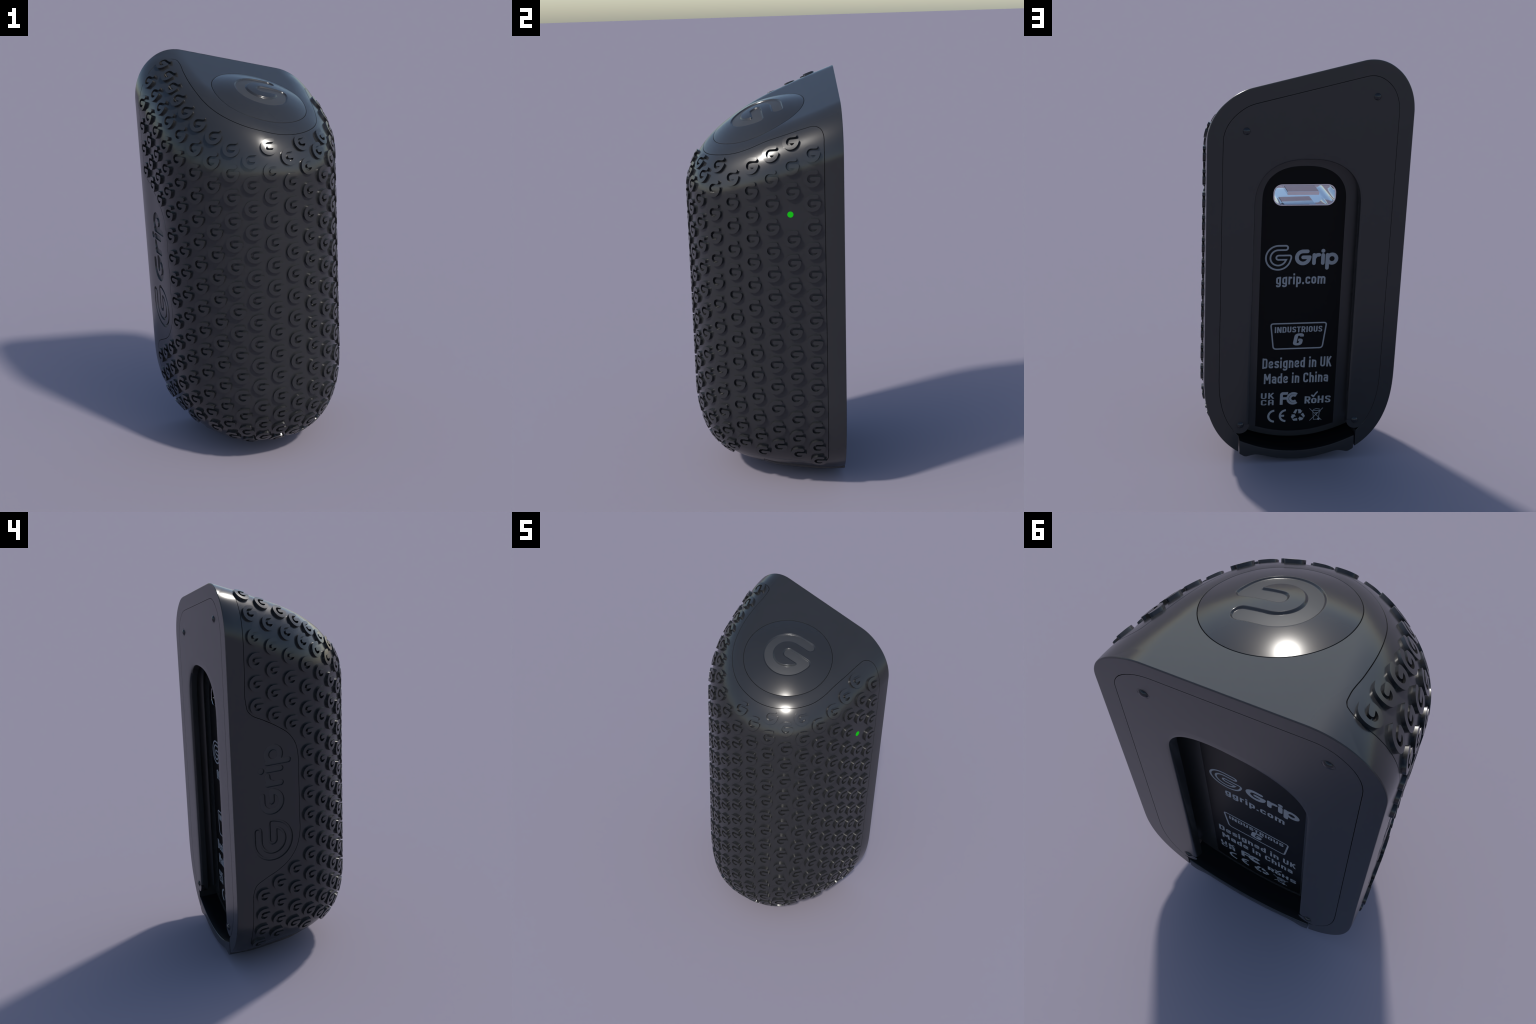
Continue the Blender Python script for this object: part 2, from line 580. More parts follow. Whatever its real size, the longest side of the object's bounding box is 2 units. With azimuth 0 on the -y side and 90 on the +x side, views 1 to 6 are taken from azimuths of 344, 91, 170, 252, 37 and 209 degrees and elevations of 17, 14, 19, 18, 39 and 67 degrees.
ring = resample(ring, 900)
cut_gap = lambda r: (np.abs(r[:, 0]) < 0.2965) & (r[:, 1] < 0.4)
keep = ~cut_gap(ring)
start = [i for i in range(len(ring)) if keep[i] and not keep[i - 1]][0]
ring = np.roll(ring, -start, 0)
keep = np.roll(keep, -start)
FRAME = 0.0715
GAP = 0.0010


def clamp_gap(p):
    p = p.copy()
    low = (p[:, 1] < 0.4) & (np.abs(p[:, 0]) < 0.2965)
    p[low, 0] = np.where(p[low, 0] >= 0, 0.2965, -0.2965)
    return p


loops = []
edge = YB - YR
for d, y in ((0, YR), (edge * 0.3, YR + edge * 0.7), (edge, YB), (edge + 0.0012, YB), (FRAME - GAP - 0.0008, YB), (FRAME - GAP, YB - 0.0005), (FRAME - GAP, YB - 0.03)):
    L = clamp_gap(inset(ring, d) if d else ring)[keep]
    loops.append(np.stack([L[:, 0], np.full(len(L), y), L[:, 1]], 1))
k = len(loops[0])
fv = np.concatenate(loops)
ff = []
for r in range(len(loops) - 1):
    for i in range(k - 1):
        p0 = r * k + i
        ff.append((p0, p0 + 1, p0 + k + 1, p0 + k))
# inner side walls of the bottom slot
for sx in (-1, 1):
    x = 0.2965 * sx
    ys = np.linspace(YB, -0.035, 24)
    pts = np.stack([np.full(24, x), np.minimum(ys, YR), np.full(24, 0.2)], 1)
    low = cast(np.stack([np.full(24, x * 1.0002), np.minimum(ys, YR), np.full(24, 0.5)], 1), np.tile([0, 0, -1.0], (24, 1)), 0.6)
    low[:, 1] = ys
    low[0, 2] += edge * 0.4
    up = low.copy()
    up[:, 2] = 0.19
    b = len(fv)
    fv = np.concatenate([fv, low, up])
    for i in range(23):
        ff.append((b + i, b + i + 1, b + 24 + i + 1, b + 24 + i))
frame_mesh = mesh_from("frame", fv, ff)

engraved = (~is_grip) & (mm > LOGO_W)
plain = (~is_grip) & ~engraved
ws, ts = sheet.t[plain], wall[plain]
shell_mesh = sheet_mesh("shell", sv, ws, n, ts)
shell = link("shell", shell_mesh, MAT_SHELL)
link("side_mark", sheet_mesh("side_mark", sv, sheet.t[engraved], n, wall[engraved]), MAT_SIDE, shell)
auto_smooth(frame_mesh, 30)
frame = link("back_frame", frame_mesh, MAT_BACK, shell)

# ---------------------------------------------------------------------- button
nr, na = 60, 260
rr = np.linspace(0, 1, nr)
aa = np.linspace(0, 2 * math.pi, na, endpoint=False)
rim = BC + BR * (np.cos(aa)[:, None] * BX + np.sin(aa)[:, None] * BY)
rim_hit = cast(rim - BN * 0.2, np.tile(BN, (na, 1)), 0.4)
hr = (rim_hit - rim) @ BN
h0 = float(((cast(BC[None] - BN * 0.2, BN[None], 0.4) - BC) @ BN)[0])
base_h = max(hr.max(), h0)
R_, A_ = np.meshgrid(rr, np.arange(na), indexing="ij")
uv = np.stack([(R_ * BR * np.cos(aa[A_])).ravel(), (R_ * BR * np.sin(aa[A_])).ravel()], 1)


def dome_height(q):
    """Height along the button axis: a cap that meets the shell at its rim."""
    rho = np.hypot(q[:, 0], q[:, 1]) / BR
    an = np.mod(np.arctan2(q[:, 1], q[:, 0]), 2 * math.pi)
    edge_h = np.interp(an, np.r_[aa, 2 * math.pi], np.r_[hr, hr[0]])
    return (base_h + DOME) * (1 - rho ** 2) + edge_h * rho ** 2


def dome_point(q):
    return BC + q[:, :1] * BX + q[:, 1:] * BY + BN * dome_height(q)[:, None]


bt = []
i = np.arange(nr - 1)[:, None] * na
j = np.arange(na)[None]
p0, p1 = i + j, i + (j + 1) % na
bt = np.concatenate([np.stack([p0, p0 + na, p1 + na], -1).reshape(-1, 3), np.stack([p0, p1 + na, p1], -1).reshape(-1, 3)])
bt = bt[na * 0:]
G_ANGLE, G_SIZE, G_POS = math.radians(0.0), 0.1330, np.array([0.0, 0.0])
ca, sa = math.cos(G_ANGLE), math.sin(G_ANGLE)
loc = (uv - G_POS) @ np.array([[ca, -sa], [sa, ca]]) / G_SIZE
bs = Sheet(dome_point(uv), bt, {"rho": BR - np.hypot(uv[:, 0], uv[:, 1]), "mark": poly_distance(loc, g_shape(1.5)) * G_SIZE,
                                "u": uv[:, 0].copy(), "w": uv[:, 1].copy()})
bs.drop((bs.v[bs.t[:, 0]] - bs.v[bs.t[:, 1]] == 0).all(1) | (bs.v[bs.t[:, 1]] - bs.v[bs.t[:, 2]] == 0).all(1) | (bs.v[bs.t[:, 0]] - bs.v[bs.t[:, 2]] == 0).all(1))
bs.cut("rho", SEAM_W)
MARK_W, MARK_D = 0.0085, 0.0065
for part in np.linspace(0, 1, 7):
    bs.cut("mark", MARK_W * part)
q = np.stack([bs.f["u"], bs.f["w"]], 1)
h = 5e-4
gx = (dome_height(q + [h, 0]) - dome_height(q - [h, 0])) / (2 * h)
gy = (dome_height(q + [0, h]) - dome_height(q - [0, h])) / (2 * h)
bn = BN - gx[:, None] * BX - gy[:, None] * BY
bn /= np.linalg.norm(bn, axis=1, keepdims=True)
sm = np.clip(bs.f["mark"] / MARK_W, 0, 1)
sm = sm * sm * (3 - 2 * sm)
bd = np.maximum(SEAM_D * np.clip(1 - bs.f["rho"] / SEAM_W, 0, 1), MARK_D * sm)
bv = dome_point(q) - BN * bd[:, None]
fn = np.cross(bv[bs.t[:, 1]] - bv[bs.t[:, 0]], bv[bs.t[:, 2]] - bv[bs.t[:, 0]])
flip = fn @ BN < 0
bs.t[flip] = bs.t[flip][:, ::-1]
mk = bs.mid("mark")
bwall = bs.mid("rho") < SEAM_W
slope = (mk > 0) & (mk < MARK_W)          # rounded edge of the sunk letter: smooth over its own faces
fn = np.cross(bv[bs.t[:, 1]] - bv[bs.t[:, 0]], bv[bs.t[:, 2]] - bv[bs.t[:, 0]])
acc = np.zeros_like(bv)
for c_ in range(3):
    np.add.at(acc, bs.t[:, c_], fn)
acc /= np.maximum(np.linalg.norm(acc, axis=1, keepdims=True), 1e-12)
on_slope = np.zeros(len(bv), bool)
on_slope[bs.t[slope].ravel()] = True
bn[on_slope] = acc[on_slope]
inner = mk > MARK_W
button = link("button", sheet_mesh("button", bv, bs.t[~inner], bn, bwall[~inner]), MAT_SHELL)
link("button_mark", sheet_mesh("button_mark", bv, bs.t[inner], bn, bwall[inner]), MAT_MARK, button)


# ------------------------------------------------------------------ flat shapes
def shape_mesh(name, outlines, thick, bevel=0.0, res=1):
    """Extruded outline(s) in the XY plane, front face at z = thick."""
    cu = bpy.data.curves.new(name, "CURVE")
    cu.dimensions = "2D"
    cu.fill_mode = "BOTH"
    cu.extrude = max(thick / 2 - bevel, 1e-5)
    cu.bevel_depth = bevel
    cu.bevel_resolution = res
    cu.offset = -bevel
    for o_ in outlines:
        sp = cu.splines.new("POLY")
        sp.points.add(len(o_) - 1)
        for pt, c in zip(sp.points, o_):
            pt.co = (float(c[0]), float(c[1]), 0, 1)
        sp.use_cyclic_u = True
    ob = bpy.data.objects.new(name, cu)
    bpy.context.collection.objects.link(ob)
    dg = bpy.context.evaluated_depsgraph_get()
    me = bpy.data.meshes.new_from_object(ob.evaluated_get(dg))
    bpy.data.objects.remove(ob)
    bpy.data.curves.remove(cu)
    me.name = name
    me.transform(Matrix.Translation((0, 0, thick / 2)))
    return me


# -------------------------------------------------------------------- grip pads
PAD_R, SINK = 0.0382, 0.008
gp = inset(g_shape(1.0) * PAD_R, 0.0)
pad_mesh = shape_mesh("grip_pad", [gp], PAD_H + SINK, 0.0, 0)
pad_mesh.transform(Matrix.Translation((0, 0, -SINK)))
auto_smooth(pad_mesh, 24)
pad_mesh.materials.clear()
pad_mesh.materials.append(MAT_GRIP)

ROW, ROW_LOW = 0.1097, 0.1040
an = np.linspace(TH[0], TH[-1], 6000)
xx, yy = section(an) * np.sin(an), YO - section(an) * np.cos(an)
arc_s = np.r_[0, np.cumsum(np.hypot(np.diff(xx), np.diff(yy)))]
arc_s -= np.interp(0.0, an, arc_s)
EDGE_Y = 0.225                                  # outermost pad columns
s_right = np.interp(EDGE_Y, yy[3000:], arc_s[3000:])
s_left = np.interp(EDGE_Y, yy[:3000][::-1], arc_s[:3000][::-1])
LED = settle(np.array([[0.4515, 0.1255, 1.3860]]))[0]


def frame_at(p, away):
    """Skin normal at p, and the directions up the column (in the vertical plane
    that holds the horizontal vector away) and to its right."""
    nn = normal(p)
    out = np.stack([away[:, 1], -away[:, 0], np.zeros(len(p))], 1)
    up = np.cross(nn, out)
    up *= np.sign(up[:, 2:])
    up /= np.linalg.norm(up, axis=1, keepdims=True)
    rt = np.cross(up, nn)
    return nn, up, rt / np.linalg.norm(rt, axis=1, keepdims=True)


def climb(p, away, step):
    """March over the skin inside the column's vertical plane by an arc length."""
    k = 16
    for _ in range(k):
        p = settle(p + frame_at(p, away)[1] * (step / k)[:, None], 2)
    return p


cols = np.arange(-9, 10)
s = np.where(cols > 0, cols / 9 * s_right, -cols / 9 * s_left)
begin = np.stack([np.interp(s, arc_s, xx), np.interp(s, arc_s, yy), np.where(cols % 2 == 0, 0.945, 1.0)], 1)
begin = settle(begin, 6)
away0 = normal(begin) * [1, 1, 0]
spots, aways = [begin], [away0]
for way in (1, -1):
    p, w_ = begin, away0
    for _ in range(10):
        p = climb(p, w_, np.where((p[:, 2] < 0.42) & (way < 0), ROW_LOW, ROW) * way)
        alive = (p[:, 2] < 1.975) & (p[:, 2] > 0.05) & (p[:, 1] < 0.3)
        if way == 1:
            alive &= ~((np.abs(p[:, 0]) < 0.15) & (p[:, 2] > 1.75))
        p, w_ = p[alive], w_[alive]
        if not len(p):
            break
        spots.append(p)
        aways.append(w_)
spots, aways = np.concatenate(spots), np.concatenate(aways)
ok = (seam_distance(spots) > np.select([spots[:, 2] > 1.8, spots[:, 2] > 1.5, spots[:, 2] > 0.25], [0.029, 0.047, 0.038], 0.026)) & (np.linalg.norm(spots - LED, axis=1) > 0.05)
spots, aways = spots[ok], aways[ok]

tv = np.array([q_.co for q_ in pad_mesh.vertices])
tl = np.array([l_.vertex_index for l_ in pad_mesh.loops])
tn = np.array([c_.vector for c_ in pad_mesh.corner_normals])
flat_top = tn[:, 2] > 0.93
pn, pu, pr = frame_at(spots, aways)
for p, nn, up, rt in zip(spots, pn, pu, pr):
    # bend the pad over the skin: its top keeps a constant height above it
    foot = settle(p + tv[:, :1] * rt + tv[:, 1:2] * up, 3)
    vn = normal(foot)
    world = foot + vn * tv[:, 2:]
    ln = tn[:, :1] * rt + tn[:, 1:2] * up + tn[:, 2:] * nn
    ln[flat_top] = vn[tl[flat_top]]
    me = pad_mesh.copy()
    me.vertices.foreach_set("co", ((world - p) @ np.stack([rt, up, nn], 1)).astype(np.float32).ravel())
    me.update()
    me.normals_split_custom_set([tuple(v_) for v_ in (ln @ np.stack([rt, up, nn], 1)).tolist()])
    ob = link("grip_pad", me, None, grip)
    ob.matrix_world = Matrix(((rt[0], up[0], nn[0], p[0]), (rt[1], up[1], nn[1], p[1]), (rt[2], up[2], nn[2], p[2]), (0, 0, 0, 1)))
bpy.data.meshes.remove(pad_mesh)

led_mesh = shape_mesh("indicator_light", [arc(0, 0, 0.0137, 0, 354, 60)], 0.006, 0.0006)
ob = link("indicator_light", led_mesh, MAT_LED, grip)
led_mesh.materials.clear()
led_mesh.materials.append(MAT_LED)
nn = normal(LED[None])[0]
up = np.array([0, 0, 1.0]) - nn[2] * nn
rt = np.cross(up, nn)
o = LED - nn * 0.0045
ob.matrix_world = Matrix(((rt[0], up[0], nn[0], o[0]), (rt[1], up[1], nn[1], o[1]), (rt[2], up[2], nn[2], o[2]), (0, 0, 0, 1)))


# ----------------------------------------------------- back plate with its dock
def arch(a, top, low, n=70, zc=1.33, ex=2.4):
    """Open U outline: up the +x side, over a superelliptic crown, down the -x side."""
    b = top - zc
    th = np.linspace(0, math.pi, n)
    cx = np.sign(np.cos(th)) * np.abs(np.cos(th)) ** (2 / ex) * a
    cz = zc + np.abs(np.sin(th)) ** (2 / ex) * b
    zs = np.linspace(low, zc, 24)[:-1]
    return np.concatenate([np.stack([np.full(23, a), zs], 1), np.stack([cx, cz], 1), np.stack([np.full(23, -a), zs[::-1]], 1)])


dock_half, dock_top = 0.245, 1.549
outer = inset(ring, FRAME + GAP)
outer = outer[(outer[:, 1] > 0.4) | (np.abs(outer[:, 0]) > 0.325)]
# order the outer path from the +x lobe over the top to the -x lobe
st = np.argmin(np.where(outer[:, 0] > 0, outer[:, 1], 9))
outer = np.roll(outer, -st, 0)
if outer[5, 1] < outer[0, 1]:
    outer = outer[::-1]
lobe = arc(0.2915, 0.2180, 0.0455, -42, -180, 18)
inner_u = arch(dock_half + 0.042, dock_top + 0.040, 0.222)
DISH = 0.0022
lobe_r = np.array(lobe)
lobe_l = lobe_r * [-1, 1]
inner_edge = arch(dock_half, dock_top, 0.222)
boundary = np.concatenate([outer, lobe_l, inner_edge[::-1], lobe_r[::-1]])


def wall_strip(poly, y0, y1, closed=True):
    k = len(poly)
    vs = [(p[0], y0, p[1]) for p in poly] + [(p[0], y1, p[1]) for p in poly]
    fs = [(i, (i + 1) % k, k + (i + 1) % k, k + i) for i in range(k if closed else k - 1)]
    return vs, fs


bmx = bmesh.new()


def add(vs, fs):
    ids = [bmx.verts.new(p) for p in vs]
    for f in fs:
        try:
            bmx.faces.new([ids[i] for i in f])
        except ValueError:
            pass


# flat part of the plate (outside the dished border of the dock)
flat = np.concatenate([outer, lobe_l, [[-0.2465, 0.2225]], inner_u[::-1], [[0.2465, 0.2225]], lobe_r[::-1]])
tris = tessellate_polygon([[Vector((p[0], p[1], 0)) for p in flat]])
add([(p[0], YB, p[1]) for p in flat], tris)
vs, fs = wall_strip(np.concatenate([lobe_r[::-1], outer, lobe_l]), YB - 0.0001, YB - 0.035, closed=False)
add(vs, fs)
# dished border, rolled lip, side wall, floor fillet
prof = [(0.042, YB), (0.030, YB - 0.0003), (0.016, YB - 0.0008), (0.0075, YB - 0.0014), (0.0040, YB - 0.0030), (0.0018, YB - 0.0070),
        (0.0008, YB - 0.0140), (0.0008, 0.3280), (0.0480, 0.3260), (0.0500, 0.2900), (0.0450, 0.2790), (0.0330, 0.2740), (-0.0480, 0.2732)]
loops = []
for d, y in prof:
    u = arch(dock_half + d, dock_top + d * (0.95 if d > 0 else 1.0), 0.2225 if y > 0.340 else 0.19)
    loops.append([(p[0], y, p[1]) for p in u])
k = len(loops[0])
add([p for L in loops for p in L], [(r * k + i, r * k + i + 1, (r + 1) * k + i + 1, (r + 1) * k + i) for r in range(len(loops) - 1) for i in range(k - 1)])
plate_mesh = bpy.data.meshes.new("back_plate")
bmesh.ops.recalc_face_normals(bmx, faces=bmx.faces)
bmx.to_mesh(plate_mesh)
bmx.free()
auto_smooth(plate_mesh, 32)
plate = link("back_plate", plate_mesh, MAT_BACK)

# screws: low domes with a ring recess
sv_, sf_ = [], []
prof = [(0.0, 0.0082), (0.004, 0.0079), (0.008, 0.0068), (0.012, 0.0048), (0.0155, 0.0018), (0.0175, -0.0012), (0.0183, -0.0040), (0.0200, -0.0038), (0.0208, 0.0002)]
ns = 40
for r, h in prof:
    for i in range(ns):
        an = 2 * math.pi * i / ns
        sv_.append((r * math.cos(an), h, r * math.sin(an)))
for r in range(len(prof) - 1):
    for i in range(ns):
        sf_.append((r * ns + i, r * ns + (i + 1) % ns, (r + 1) * ns + (i + 1) % ns, (r + 1) * ns + i))
screw_mesh = mesh_from("screw", sv_, sf_)
auto_smooth(screw_mesh, 40)
screw_mesh.materials.append(MAT_SCREW)
for x, z in ((0.2945, 1.680), (-0.2935, 1.839), (0.2890, 0.2185), (-0.2880, 0.2185)):
    ob = link("screw", screw_mesh, None, plate)
    ob.location = (x, YB + 0.0002, z)

# ------------------------------------------------------------- label and print
LY = 0.2740


def back_place(ob, x, z, y):
    """Put XY artwork on a plane facing +y; its right is -x, its up +z."""
    ob.matrix_world = Matrix(((-1, 0, 0, x), (0, 0, 1, y), (0, 1, 0, z), (0, 0, 0, 1)))


lab = arch(0.2, 1.500, 0.158)
low = [(x, 0.122 + 0.036 * (x / 0.2) ** 2) for x in np.linspace(-0.2, 0.2, 25)[1:-1]]
# opening for the charging port
PX, PZ0, PZ1, PRAD = 0.150, 1.3095, 1.4145, 0.042


def rounded_box(hx, z0, z1, r, n=10):
    return np.array(arc(hx - r, z1 - r, r, 0, 90, n) + arc(-hx + r, z1 - r, r, 90, 180, n) + arc(-hx + r, z0 + r, r, 180, 270, n) + arc(hx - r, z0 + r, r, 270, 360, n))


outline = np.concatenate([lab, np.array(low)])
lab_mesh = shape_mesh("label_panel", [outline, rounded_box(PX, PZ0, PZ1, PRAD)[::-1]], 0.006, 0.0008)
lab_mesh.materials.clear()
lab_mesh.transform(Matrix(((1, 0, 0, 0), (0, 0, 1, LY - 0.006), (0, 1, 0, 0), (0, 0, 0, 1))))
lab_mesh.flip_normals()
auto_smooth(lab_mesh, 30)
label = link("label_panel", lab_mesh, MAT_LABEL, plate)


# dock floor behind the label, running down to the flap, open for the port
floor_outline = [(x, 0.092 + 0.070 * (x / 0.29) ** 2) for x in np.linspace(-0.292, 0.292, 21)] + [(0.292, 0.24), (0.292, 1.58), (-0.292, 1.58), (-0.292, 0.24)]
floor_mesh = shape_mesh("dock_floor", [floor_outline, rounded_box(PX, PZ0, PZ1, PRAD)[::-1]], 0.003)
floor_mesh.materials.clear()
floor_mesh.transform(Matrix(((1, 0, 0, 0), (0, 0, 1, 0.2700), (0, 1, 0, 0), (0, 0, 0, 1))))
floor_mesh.flip_normals()
link("dock_floor", floor_mesh, MAT_BACK, plate)

INK = 0.0008
ink_parts = []


def ink(name, outlines, lift=0.0):
    me = shape_mesh(name, outlines, INK + lift)
    me.materials.clear()
    me.transform(Matrix(((-1, 0, 0, 0), (0, 0, 1, LY), (0, 1, 0, 0), (0, 0, 0, 1))))
    me.flip_normals()
    return link(name, me, MAT_INK, label)


def capsule(path, half, n=10):
    """Outline of a round-ended stroke along a path."""
    p = np.array(path, float)
    d = np.gradient(p, axis=0)
    d /= np.linalg.norm(d, axis=1, keepdims=True)
    nn = np.stack([-d[:, 1], d[:, 0]], 1)
    left, right = p + nn * half, p - nn * half
    a0 = math.degrees(math.atan2(nn[-1][1], nn[-1][0]))
    a1 = math.degrees(math.atan2(-nn[0][1], -nn[0][0]))
    return np.concatenate([left, arc(*p[-1], half, a0, a0 - 180, n)[1:-1], right[::-1], arc(*p[0], half, a1, a1 - 180, n)[1:-1]])


def flat_stroke(path, half):
    p = np.array(path, float)
    d = np.gradient(p, axis=0)
    d /= np.linalg.norm(d, axis=1, keepdims=True)
    nn = np.stack([-d[:, 1], d[:, 0]], 1)
    return np.concatenate([p + nn * half, (p - nn * half)[::-1]])


# word mark (artwork right = -x): unit and origin measured on the label
U, OX, OZ = 0.0394, 0.006, 1.0525
T = lambda pts: np.asarray(pts, float) * U + [OX, OZ]
g = g_shape(1.5)
ink("letter_mark", [T(g * MARK_R + [MARK_X, 0]), T(inset(g * MARK_R, MARK_LINE) + [MARK_X, 0])[::-1]])
ink("letter", [T(g)])
ink("letter", [T(capsule(STEM_R, LETTER_HALF))])
ink("letter", [T(capsule(ARM_R, LETTER_HALF))], 0.0002)
ink("letter", [T(capsule(STEM_I, LETTER_HALF))])
ink("letter", [T(arc(DOT_I[0], DOT_I[1], DOT_I[2], 0, 350, 30))])
ink("letter", [T(capsule(STEM_P, LETTER_HALF))])
ink("letter", [T(arc(BOWL_P[0], BOWL_P[1], BOWL_P[2] + LETTER_HALF, 0, 353, 48)), T(arc(BOWL_P[0], BOWL_P[1], BOWL_P[2] - LETTER_HALF, 353, 0, 36))], 0.0002)


# A condensed technical alphabet drawn with strokes: cap height 1, x-height XH,
# every stroke of half width HW; numbers after a path give its corner radius.
HW, XH = 0.098, 0.74
LT, CT = XH - HW, 1 - HW                      # upper centre lines, lower and upper case
L, R = HW, 0.372                              # left and right centre lines
B, C = HW, 0.408                              # base line, right centre line of capitals
GLYPHS = {
    "o": (0.47, [([(L, B), (R, B), (R, LT), (L, LT)], 0.14, True)]),
    "n": (0.47, [([(L, 0), (L, XH)], 0), ([(L + .02, LT - .16), (L + .02, LT), (R, LT), (R, 0)], 0.14)]),
    "m": (0.75, [([(L, 0), (L, XH)], 0), ([(L + .02, LT - .16), (L + .02, LT), (.375, LT), (.375, 0)], 0.13), ([(.395, LT - .16), (.395, LT), (.652, LT), (.652, 0)], 0.13)]),
    "r": (0.34, [([(L, 0), (L, XH)], 0), ([(L + .02, LT - .18), (L + .02, LT), (.34, LT)], 0.14)]),
    "i": (0.20, [([(L, 0), (L, XH)], 0), ([(L, .86), (L, 1.04)], 0)]),
    "h": (0.47, [([(L, 0), (L, 1)], 0), ([(L + .02, LT - .16), (L + .02, LT), (R, LT), (R, 0)], 0.14)]),
    "d": (0.47, [([(R, 0), (R, 1)], 0), ([(R, LT), (L, LT), (L, B), (R, B)], 0.14)]),
    "p": (0.47, [([(L, -.28), (L, XH)], 0), ([(L, LT), (R, LT), (R, B), (L, B)], 0.14)]),
    "g": (0.47, [([(R, XH), (R, -.17), (L, -.17), (L, -.05)], 0.14), ([(R, LT), (L, LT), (L, B), (R, B)], 0.14)]),
    "e": (0.47, [([(L, .37), (R, .37), (R, LT), (L, LT), (L, B), (R, B), (R, .23)], 0.13)]),
    "s": (0.45, [([(R, LT - .13), (R, LT), (L, LT), (L, .42), (R, .32), (R, B), (L, B), (L, .23)], 0.12)]),
    "c": (0.46, [([(R, LT - .15), (R, LT), (L, LT), (L, B), (R, B), (R, B + .15)], 0.14)]),
    "a": (0.46, [([(L, LT - .10), (L, LT), (R, LT), (R, 0)], 0.13), ([(R, .42), (L, .42), (L, B), (R, B)], 0.12)]),
    ".": (0.20, [([(L, 0), (L, .19)], 0)]),
    "D": (0.51, [([(.19, CT), (C, CT), (C, B), (.19, B)], 0.16), ([(L, 0), (L, 1)], 0), ([(L, CT), (.20, CT)], 0), ([(L, B), (.20, B)], 0)]),
    "U": (0.51, [([(L, 1), (L, B), (C, B), (C, 1)], 0.16)]),
    "K": (0.50, [([(L, 0), (L, 1)], 0), ([(.42, 1), (.13, .42)], 0), ([(.20, .58), (.44, 0)], 0)]),
    "M": (0.67, [([(L, 0), (L, 1)], 0), ([(.12, .98), (.335, .36)], 0), ([(.55, .98), (.335, .36)], 0), ([(.572, 0), (.572, 1)], 0)]),
    "C": (0.50, [([(C, CT - .20), (C, CT), (L, CT), (L, B), (C, B), (C, B + .20)], 0.16)]),
    "I": (0.20, [([(L, 0), (L, 1)], 0)]),
    "N": (0.56, [([(L, 0), (L, 1)], 0), ([(.13, .97), (.43, .03)], 0), ([(.462, 0), (.462, 1)], 0)]),
    "S": (0.48, [([(C - .02, CT - .18), (C - .02, CT), (L, CT), (L, .56), (C - .02, .44), (C - .02, B), (L, B), (L, B + .18)], 0.14)]),
    "T": (0.46, [([(0, CT), (.46, CT)], 0), ([(.23, 0), (.23, CT)], 0)]),
    "R": (0.51, [([(L, 0), (L, 1)], 0), ([(L, CT), (C, CT), (C, .46), (L, .46)], 0.14), ([(.24, .46), (.42, 0)], 0)]),
    "O": (0.51, [([(L, B), (C, B), (C, CT), (L, CT)], 0.16, True)]),
    "G": (0.52, [([(C, CT - .17), (C, CT), (L, CT), (L, B), (C, B), (C, .46), (.25, .46)], 0.14)]),
    "A": (0.50, [([(L, 0), (L, CT), (C, CT), (C, 0)], 0.14), ([(L, .40), (C, .40)], 0)]),
    "H": (0.52, [([(L, 0), (L, 1)], 0), ([(C + .01, 0), (C + .01, 1)], 0), ([(L, .5), (C + .01, .5)], 0)]),
}


def bend(path, r, closed=False, n=6):
    """Round the inner corners of a path."""
    p = [np.array(q, float) for q in path]
    out = []
    for i, c in enumerate(p):
        if not closed and i in (0, len(p) - 1) or not r:
            out.append(c)
            continue
        u, w = p[i - 1] - c, p[(i + 1) % len(p)] - c
        lu, lw = np.linalg.norm(u), np.linalg.norm(w)
        k = min(r, lu * 0.5, lw * 0.5)
        a, b = c + u / lu * k, c + w / lw * k
        for t in np.linspace(0, 1, n):
            out.append((1 - t) ** 2 * a + 2 * t * (1 - t) * c + t * t * b)
    if closed:
        out.append(out[0])
    clean = [out[0]]
    for q in out[1:]:
        if np.linalg.norm(q - clean[-1]) > 1e-4:
            clean.append(q)
    return np.array(clean)


def text(body, x0, x1, z0, z1, half=0.074, shear=0.0, space=0.075):
    """One printed line, its cap height spanning z0..z1 and its edges at x0, x1
    (x runs to the reader's right)."""
    pen, strokes = 0.0, []
    for ch in body:
        if ch == " ":
            pen += 0.26
            continue
        w, parts = GLYPHS[ch]
        for part in parts:
            path = bend(part[0], part[1], len(part) > 2)
            d = np.gradient(path, axis=0)
            if len(part) > 2:
                d[0] = d[-1] = path[1] - path[-2]
            d /= np.linalg.norm(d, axis=1, keepdims=True)
            side = np.stack([-d[:, 1], d[:, 0]], 1) * half
            strokes.append(np.stack([path + side, path - side], 1) + [pen, 0])
        pen += w + space
    width = pen - space
    k = (z1 - z0)
    vs, fs = [], []
    for i, st in enumerate(strokes):
        top = LY + INK + 0.00012 * (i % 4)
        flat_ = st.reshape(-1, 2)
        x = x0 + (flat_[:, 0] + shear * flat_[:, 1]) / width * (x1 - x0)
        z = z0 + flat_[:, 1] * k
        base, m = len(vs), len(flat_)
        vs += [(-a, top, b) for a, b in zip(x, z)] + [(-a, LY - 0.0002, b) for a, b in zip(x, z)]
        for j in range(len(st) - 1):
            p = base + 2 * j
            fs += [(p, p + 1, p + 3, p + 2), (p, p + 2, p + 2 + m, p + m), (p + 1, p + 1 + m, p + 3 + m, p + 3)]
        e = base + m - 2
        fs += [(base, base + m, base + m + 1, base + 1), (e, e + 1, e + 1 + m, e + m)]
    me = mesh_from("lettering", vs, fs)
    return link("lettering", me, MAT_INK, label)


